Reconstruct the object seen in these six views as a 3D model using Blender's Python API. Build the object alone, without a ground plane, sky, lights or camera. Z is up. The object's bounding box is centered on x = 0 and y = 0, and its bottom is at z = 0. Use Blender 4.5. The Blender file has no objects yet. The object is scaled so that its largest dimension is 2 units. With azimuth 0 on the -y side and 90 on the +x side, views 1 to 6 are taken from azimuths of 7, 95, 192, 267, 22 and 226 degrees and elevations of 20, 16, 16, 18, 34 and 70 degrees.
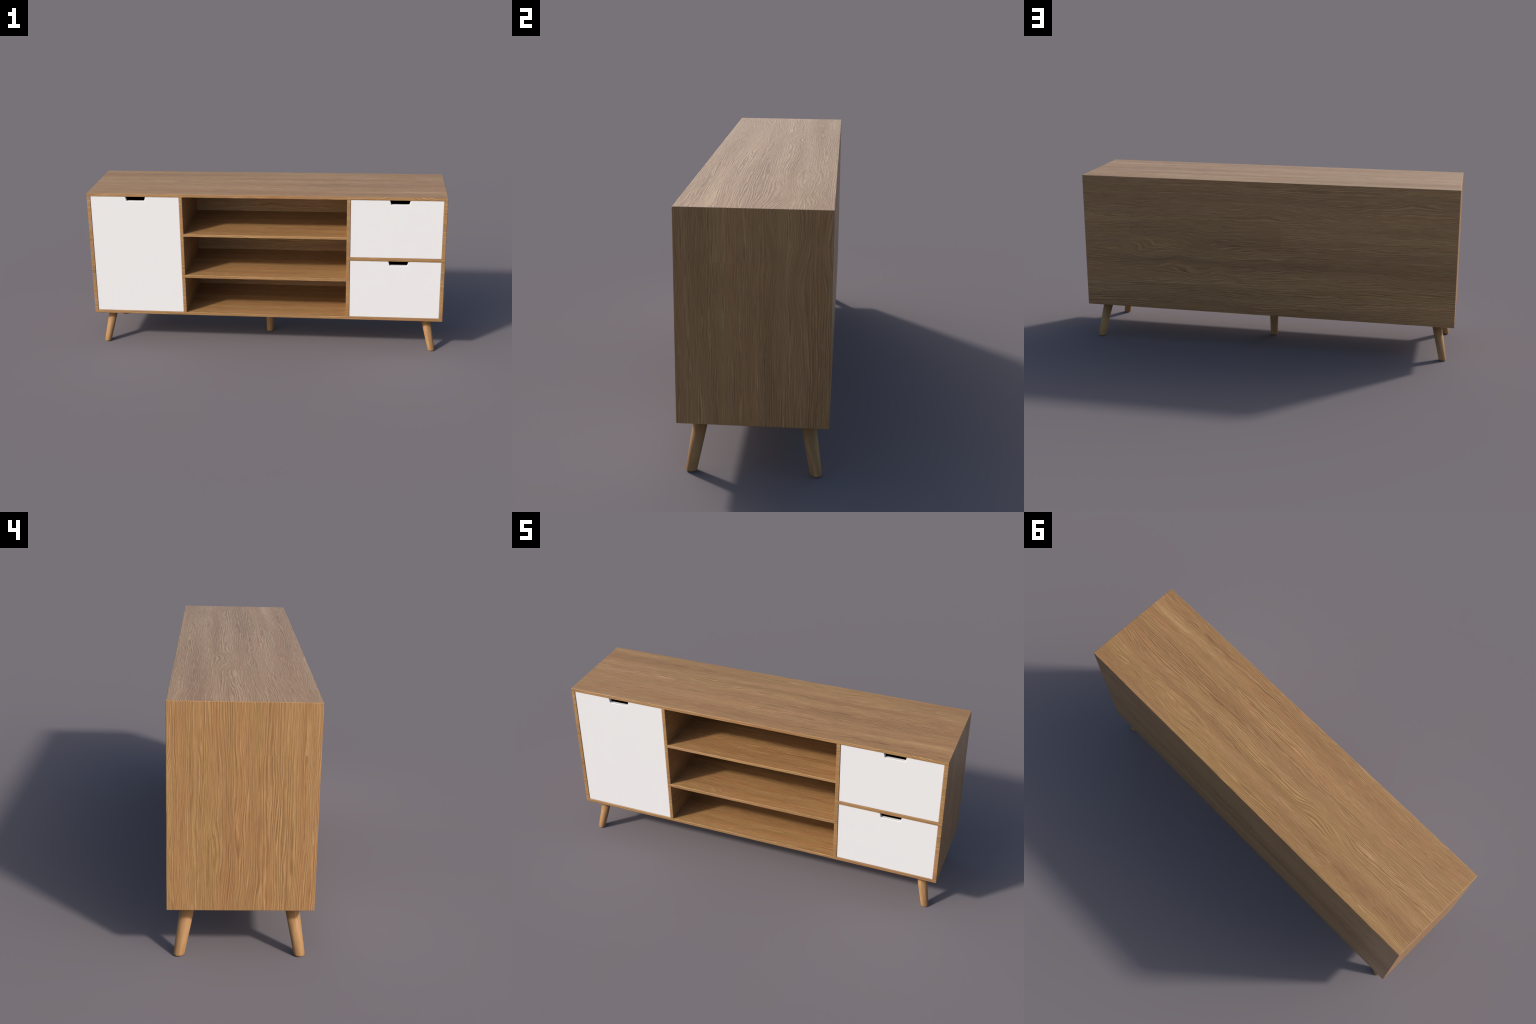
"""Low oak sideboard: open shelves in the middle, a white door on the left,
two white drawers on the right, five tapered round legs."""
import bpy, bmesh, math
from mathutils import Vector

# ------------------------------------------------------------------ sizes (m)
W, D = 1.0003, 0.2496              # half width, half depth
Z0, Z1 = 0.1922, 0.9168         # underside / top of the carcass
T = 0.0198                      # board thickness
BACK = 0.2188                   # inner face of the back board
DIV_IN, DIV_LEFT, DIV_RIGHT = 0.4574, 0.4754, 0.4774
RAIL = (0.5470, 0.5660)
SHELVES = ((0.6688, 0.6838), (0.4208, 0.4382))
CEIL, FLOOR = 0.8991, 0.2092    # inner faces of top and bottom board
B = 0.0024                      # rounding of the board edges


# ------------------------------------------------------------------ materials
class Nodes:
    def __init__(self, tree):
        self.t = tree
        tree.nodes.clear()

    def add(self, kind, **kw):
        n = self.t.nodes.new(kind)
        for k, v in kw.items():
            setattr(n, k, v)
        return n

    def put(self, socket, v):
        if hasattr(v, "is_output"):
            self.t.links.new(v, socket)
        else:
            socket.default_value = v

    def math(self, op, a, b=0.0, c=0.0, clamp=False):
        n = self.add("ShaderNodeMath", operation=op, use_clamp=clamp)
        for s, v in zip(n.inputs, (a, b, c)):
            self.put(s, v)
        return n.outputs[0]

    def noise(self, vec, w=0.0, scale=1.0, detail=2.0, rough=0.5, dist=0.0):
        n = self.add("ShaderNodeTexNoise", noise_dimensions="4D")
        for k, v in (("Vector", vec), ("W", w), ("Scale", scale), ("Detail", detail),
                     ("Roughness", rough), ("Distortion", dist)):
            self.put(n.inputs[k], v)
        return n.outputs[0]

    def combine(self, x, y, z):
        n = self.add("ShaderNodeCombineXYZ")
        for s, v in zip(n.inputs, (x, y, z)):
            self.put(s, v)
        return n.outputs[0]

    def span(self, v, a, b, c=0.0, d=1.0):
        n = self.add("ShaderNodeMapRange", interpolation_type="SMOOTHSTEP")
        for s, x in zip(n.inputs, (v, a, b, c, d)):
            self.put(s, x)
        return n.outputs[0]

    def mix(self, f, a, b, blend="MIX"):
        n = self.add("ShaderNodeMix", data_type="RGBA", blend_type=blend)
        self.put(n.inputs[0], f)
        self.put(n.inputs[6], a)
        self.put(n.inputs[7], b)
        return n.outputs[2]


PALE = (0.580, 0.345, 0.158, 1)
MID = (0.372, 0.201, 0.081, 1)
DARK = (0.190, 0.090, 0.034, 1)
REDDEN = (1.04, 0.970, 0.930, 1)
YELLOW = (1.0, 1.045, 0.955, 1)


def oak(name, along, across, seed, bump=1.0, staves=True, contrast=1.0, rough=0.36, spread=1.0, fine=1.0, spec=0.5):
    """Oak veneer; `along` and `across` name the object axes the grain follows."""
    m = bpy.data.materials.new(name)
    m.use_nodes = True
    g = Nodes(m.node_tree)
    xyz = g.add("ShaderNodeSeparateXYZ")
    g.put(xyz.inputs[0], g.add("ShaderNodeTexCoord").outputs["Object"])
    if across == "ROUND":           # turned wood: unroll the surface around the axis
        u, w = xyz.outputs[along], 0.0
        v = g.math("MULTIPLY", g.math("ARCTAN2", xyz.outputs["Y"], xyz.outputs["X"]), 0.023)
    else:
        third = ({"X", "Y", "Z"} - {along, across}).pop()
        u, v, w = (xyz.outputs[k] for k in (along, across, third))

    # staves glued side by side, each with its own tone
    stave = 0.5
    if staves:
        brick = g.add("ShaderNodeTexBrick", offset=0.37, offset_frequency=2)
        g.put(brick.inputs["Vector"], g.combine(g.math("ADD", u, 0.30 + seed), g.math("ADD", v, 0.052), 0.0))
        for k, x in (("Color1", (0, 0, 0, 1)), ("Color2", (1, 1, 1, 1)), ("Scale", 1.0), ("Mortar Size", 0.0),
                     ("Bias", 0.0), ("Brick Width", 0.83), ("Row Height", 0.155)):
            brick.inputs[k].default_value = x
        stave = brick.outputs["Color"]
    sw = g.math("ADD", g.math("MULTIPLY", stave, 0.22), seed * 3.7)

    # slow wandering of the fibres: gentle waves, and tighter swirls here and there
    def field(fu, fv, shift=0.0, detail=1.0, rough=0.5, src=None):
        return g.noise(g.combine(g.math("MULTIPLY", u, fu), g.math("MULTIPLY", src or v, fv), w),
                       g.math("ADD", sw, shift) if shift else sw, 1.0, detail, rough)

    slow = field(1.9, 5.0)
    swirl = field(3.4, 10.0, 1.7)
    place = g.span(field(1.5, 4.5, 2.9, 0.0), 0.50, 0.70, 0.10, 1.0)
    wander = g.math("ADD", g.math("MULTIPLY", g.math("SUBTRACT", slow, 0.5), 0.042 * spread),
                    g.math("MULTIPLY", g.math("MULTIPLY", g.math("SUBTRACT", swirl, 0.5), place), 0.105 * spread))
    vv = g.math("ADD", v, wander)

    # growth lines: irregular ripples, coarse in places and fine in others, that swell and fade
    def ripple(freq, drift, shift, src):
        phase = g.math("ADD", g.math("MULTIPLY", src, freq * 6.2832), g.math("MULTIPLY", drift, 6.2832))
        wave = g.math("SINE", g.math("ADD", phase, shift))
        swell = g.span(field(3.0, freq * 0.42, shift, 1.0, 0.5, src), 0.34, 0.60, 0.25, 1.0)
        breaks = g.span(field(22.0, freq * 1.1, shift + 3.0, 1.0, 0.6, src), 0.33, 0.58, 0.62, 1.0)
        return g.math("MULTIPLY", g.math("MULTIPLY", wave, swell), breaks)

    drift = g.math("ADD", field(1.8, 38.0, 0.4, 2.0, 0.5, vv),
                   g.math("MULTIPLY", g.math("SUBTRACT", field(16.0, 80.0, 6.1, 1.0, 0.5, vv), 0.5), 0.16))
    wide = ripple(105.0 * fine, g.math("MULTIPLY", drift, 5.0), 0.7, vv)
    thin = ripple(205.0 * fine, g.math("MULTIPLY", drift, 9.0), 2.1, vv)
    coarse = g.span(field(1.3, 9.0, 4.1, 1.0), 0.40, 0.58, 0.25, 0.95)
    band = g.math("ADD", g.math("MULTIPLY", wide, coarse), g.math("MULTIPLY", thin, g.math("SUBTRACT", 1.0, coarse)))
    fibre = g.math("SUBTRACT", field(11.0, 300.0, 0.9, 3.0, 0.66, vv), 0.5)
    pore = g.span(field(50.0, 620.0, 1.3, 1.0, 0.5, vv), 0.57, 0.72)
    broad = g.math("SUBTRACT", field(0.8, 19.0, 3.3, 1.5, 0.5, vv), 0.5)
    hue = field(1.0, 20.0, 5.3, 2.0, 0.5, vv)

    k = contrast
    tone = g.math("ADD", g.math("MULTIPLY", band, 0.235 * k), g.math("MULTIPLY", fibre, 0.78 * k))
    tone = g.math("ADD", tone, g.math("MULTIPLY", broad, 0.50 * k))
    if staves:
        tone = g.math("ADD", tone, g.math("MULTIPLY", g.math("SUBTRACT", stave, 0.5), 0.05))
    tone = g.math("ADD", tone, 0.5)
    ramp = g.add("ShaderNodeValToRGB")
    e = ramp.color_ramp.elements
    e[0].position, e[0].color = 0.10, DARK
    e[1].position, e[1].color = 0.90, PALE
    ramp.color_ramp.elements.new(0.5).color = MID
    g.put(ramp.inputs[0], tone)
    c = g.mix(g.span(hue, 0.50, 0.66, 0.0, 0.75), ramp.outputs[0], REDDEN, "MULTIPLY")
    c = g.mix(g.span(hue, 0.50, 0.34, 0.0, 0.80), c, YELLOW, "MULTIPLY")
    c = g.mix(g.math("MULTIPLY", pore, 0.22 * k), c, DARK)

    height = g.math("ADD", g.math("MULTIPLY", band, 0.5), g.math("MULTIPLY", fibre, 1.0))
    height = g.math("SUBTRACT", height, g.math("MULTIPLY", pore, 0.15))
    bmp = g.add("ShaderNodeBump")
    bmp.inputs["Strength"].default_value = 1.0
    bmp.inputs["Distance"].default_value = 0.00072 * bump
    g.put(bmp.inputs["Height"], height)

    s = g.add("ShaderNodeBsdfPrincipled")
    g.put(s.inputs["Base Color"], c)
    g.put(s.inputs["Roughness"], g.span(tone, 0.3, 0.7, rough + 0.05, rough - 0.04))
    s.inputs["Specular IOR Level"].default_value = spec
    g.put(s.inputs["Normal"], bmp.outputs[0])
    g.t.links.new(s.outputs[0], g.add("ShaderNodeOutputMaterial").inputs[0])
    return m


def plain(name, colour, rough, spec=0.5):
    m = bpy.data.materials.new(name)
    m.use_nodes = True
    g = Nodes(m.node_tree)
    s = g.add("ShaderNodeBsdfPrincipled")
    tc = g.add("ShaderNodeTexCoord").outputs["Object"]
    n = g.noise(tc, 0.0, 5.0, 2.0)
    lo = tuple(x * 0.997 for x in colour) + (1,)
    g.put(s.inputs["Base Color"], g.mix(n, lo, tuple(colour) + (1,)))
    s.inputs["Roughness"].default_value = rough
    s.inputs["Specular IOR Level"].default_value = spec
    g.t.links.new(s.outputs[0], g.add("ShaderNodeOutputMaterial").inputs[0])
    return m


OAK_FLAT = oak("oak_flat", "X", "Y", 0.00, bump=0.9, contrast=0.93, rough=0.34, fine=1.1)            # lying boards, grain lengthwise
OAK_FRONT = oak("oak_front", "X", "Z", 0.31, contrast=0.93, spread=1.15)          # front edges and the back board
OAK_UPRIGHT = oak("oak_upright", "Z", "Y", 0.62, bump=0.85, contrast=0.9, spread=0.95, fine=1.1)      # outer sides, grain upright
OAK_INNER = oak("oak_inner", "Y", "Z", 0.93)          # dividers, grain front to back
OAK_LEG = oak("oak_leg", "Z", "ROUND", 0.45, bump=0.12, staves=False, contrast=0.5, rough=0.58, spread=0.25, spec=0.3)
WHITE = plain("white_lacquer", (0.805, 0.800, 0.797), 0.45)
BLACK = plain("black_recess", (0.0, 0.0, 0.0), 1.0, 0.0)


# ------------------------------------------------------------------ geometry
root = bpy.data.objects.new("sideboard", None)
bpy.context.collection.objects.link(root)
root["label"] = "long oak sideboard with white door, drawers and open shelves"
root["category"] = "sideboard"


def link(name, mesh, parent=root):
    o = bpy.data.objects.new(name, mesh)
    bpy.context.collection.objects.link(o)
    o.parent = parent
    return o


def round_edges(bm, keep, width, segments=3):
    edges = [e for e in bm.edges if len(e.link_faces) == 2
             and e.calc_face_angle(0) > 0.1 and keep(e)]
    if edges:
        bmesh.ops.bevel(bm, geom=edges, offset=width, offset_type="OFFSET", segments=segments,
                        profile=0.5, affect="EDGES", clamp_overlap=True)


def finish(bm, name, mats, side=None, smooth=False):
    bmesh.ops.recalc_face_normals(bm, faces=bm.faces)
    me = bpy.data.meshes.new(name)
    bm.to_mesh(me)
    bm.free()
    for m in mats:
        me.materials.append(m)
    for p in me.polygons:
        n = [abs(a) for a in p.normal]
        p.material_index = n.index(max(n)) if side else 0
        p.use_smooth = smooth
    return me


def board(name, lo, hi, rounded, across=OAK_UPRIGHT, width=B):
    """Rectangular board; `rounded` lists the face pairs whose shared edge is rounded, e.g. '-y+z'."""
    bm = bmesh.new()
    bmesh.ops.create_cube(bm, size=1.0)
    lo, hi = Vector(lo), Vector(hi)
    for v in bm.verts:
        v.co = Vector((lo[i] if v.co[i] < 0 else hi[i]) for i in range(3))

    def on(e, tag):
        i = "xyz".index(tag[1])
        return all(abs(v.co[i] - (lo if tag[0] == "-" else hi)[i]) < 1e-6 for v in e.verts)

    wanted = [(r[:2], r[2:]) for r in rounded.split()]
    round_edges(bm, lambda e: any(on(e, a) and on(e, b) for a, b in wanted), width)
    return link(name, finish(bm, name, (across, OAK_FRONT, OAK_FLAT), side=True))


# carcass: lying boards run the full width, uprights stand between them; ends that butt
# against a rounded edge reach in by the rounding so that the front stays one surface
board("top_board", (-W, -D, CEIL), (W, D, Z1),
      "-y+z +y+z -x+z +x+z -x-y +x-y -x+y +x+y -y-z")
board("bottom_board", (-W, -D, Z0), (W, D, FLOOR),
      "-y-z +y-z -x-z +x-z -x-y +x-y -x+y +x+y -y+z")
for s in (-1, 1):
    a, b = sorted((s * W, s * (W - T)))
    inner = "+x" if s < 0 else "-x"
    outer = "-x" if s < 0 else "+x"
    board("side_board", (a, -D, FLOOR - 0.0), (b, D, CEIL + 0.0), f"{outer}-y {outer}+y {inner}-y")
    a, b = sorted((s * DIV_IN, s * (DIV_LEFT if s < 0 else DIV_RIGHT)))
    board("divider", (a, -D, FLOOR - B), (b, BACK, CEIL + B), "-x-y +x-y", OAK_INNER)
board("back_board", (-W + T, BACK, FLOOR), (W - T, D, CEIL), "", OAK_INNER)
for lo, hi in SHELVES:
    board("shelf", (-DIV_IN - B, -D, lo), (DIV_IN + B, BACK, hi), "-y+z -y-z", OAK_INNER)
board("drawer_rail", (DIV_RIGHT - B, -D, RAIL[0]), (W - T + B, BACK, RAIL[1]), "-y+z -y-z", OAK_INNER)


# white fronts with a trapezoid finger cut-out in the top edge
GAP, SINK, THICK = 0.0003, 0.0029, 0.0163
CUT_SLANT, CUT_DEEP = 0.0068, 0.0248


def front(name, x0, x1, z0, z1, cut, half):
    x0, x1, z0, z1 = x0 + GAP, x1 - GAP, z0 + GAP, z1 - GAP
    y0, y1 = -D + SINK, -D + SINK + THICK
    outline = [(x0, z0), (x1, z0), (x1, z1), (cut + half, z1), (cut + half - CUT_SLANT, z1 - CUT_DEEP),
               (cut - half + CUT_SLANT, z1 - CUT_DEEP), (cut - half, z1), (x0, z1)]
    bm = bmesh.new()
    f = bm.faces.new([bm.verts.new((x, y0, z)) for x, z in outline])
    ext = bmesh.ops.extrude_face_region(bm, geom=[f])
    for v in ext["geom"]:
        if isinstance(v, bmesh.types.BMVert):
            v.co.y = y1
    bmesh.ops.recalc_face_normals(bm, faces=bm.faces)
    round_edges(bm, lambda e: all(abs(v.co.y - y0) < 1e-6 for v in e.verts), 0.0026, 4)
    o = link(name, finish(bm, name, (WHITE,)))
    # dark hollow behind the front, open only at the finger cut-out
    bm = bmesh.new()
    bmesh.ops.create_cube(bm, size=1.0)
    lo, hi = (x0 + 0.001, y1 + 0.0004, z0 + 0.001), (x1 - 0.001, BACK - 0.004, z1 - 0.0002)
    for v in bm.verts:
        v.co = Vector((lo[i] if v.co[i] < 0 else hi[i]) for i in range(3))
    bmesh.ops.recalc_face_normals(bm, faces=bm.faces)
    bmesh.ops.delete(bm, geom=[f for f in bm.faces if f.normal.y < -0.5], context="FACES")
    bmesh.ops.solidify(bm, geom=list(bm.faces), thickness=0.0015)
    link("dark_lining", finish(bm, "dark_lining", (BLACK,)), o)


front("door", -W + T, -DIV_LEFT, FLOOR, CEIL, -0.7234, 0.0568)
front("drawer_front", DIV_RIGHT, W - T, RAIL[1], CEIL, 0.7457, 0.0557)
front("drawer_front", DIV_RIGHT, W - T, FLOOR, RAIL[0], 0.7452, 0.0557)


# tapered round legs; the outer four splay, the middle one is straight
def leg_mesh(lean_x, lean_y, top=0.0263, foot=0.0198, rings=64):
    h = Z0 + 0.001
    r = 0.005
    profile = [(0.0, foot * 0.0)]
    profile = [(0.0, foot - r)] + [(r * (1 - math.cos(a)), foot - r + r * math.sin(a))
                                   for a in (math.radians(d) for d in (18, 36, 54, 72, 90))] + [(h, top)]
    bm = bmesh.new()
    loops = []
    for z, rad in profile:
        t = 1 - z / h
        loops.append([bm.verts.new((lean_x * t + rad * math.cos(2 * math.pi * i / rings),
                                    lean_y * t + rad * math.sin(2 * math.pi * i / rings), z)) for i in range(rings)])
    for a, b in zip(loops, loops[1:]):
        for i in range(rings):
            j = (i + 1) % rings
            bm.faces.new((a[i], a[j], b[j], b[i]))
    bm.faces.new(loops[0][::-1])
    bm.faces.new(loops[-1])
    tilt = Vector((0, 0, 1)).rotation_difference(Vector((-lean_x, -lean_y, h)))
    bm.transform(tilt.to_matrix().inverted().to_4x4())      # object z runs along the leg
    me = finish(bm, "leg", (OAK_LEG,), smooth=True)
    for p in me.polygons:
        if len(p.vertices) > 4:
            p.use_smooth = False
    return me, tilt


LEG_X, LEG_Y, OUT_X, OUT_Y = 0.9074, 0.1760, 0.0403, 0.0336
for sx in (-1, 1):
    for sy in (-1, 1):
        mesh, tilt = leg_mesh(sx * OUT_X, sy * OUT_Y)
        leg = link("leg", mesh)
        leg.rotation_mode = "QUATERNION"
        leg.rotation_quaternion = tilt
        leg.location = (sx * LEG_X, sy * LEG_Y, 0)
link("leg", leg_mesh(0, 0)[0])
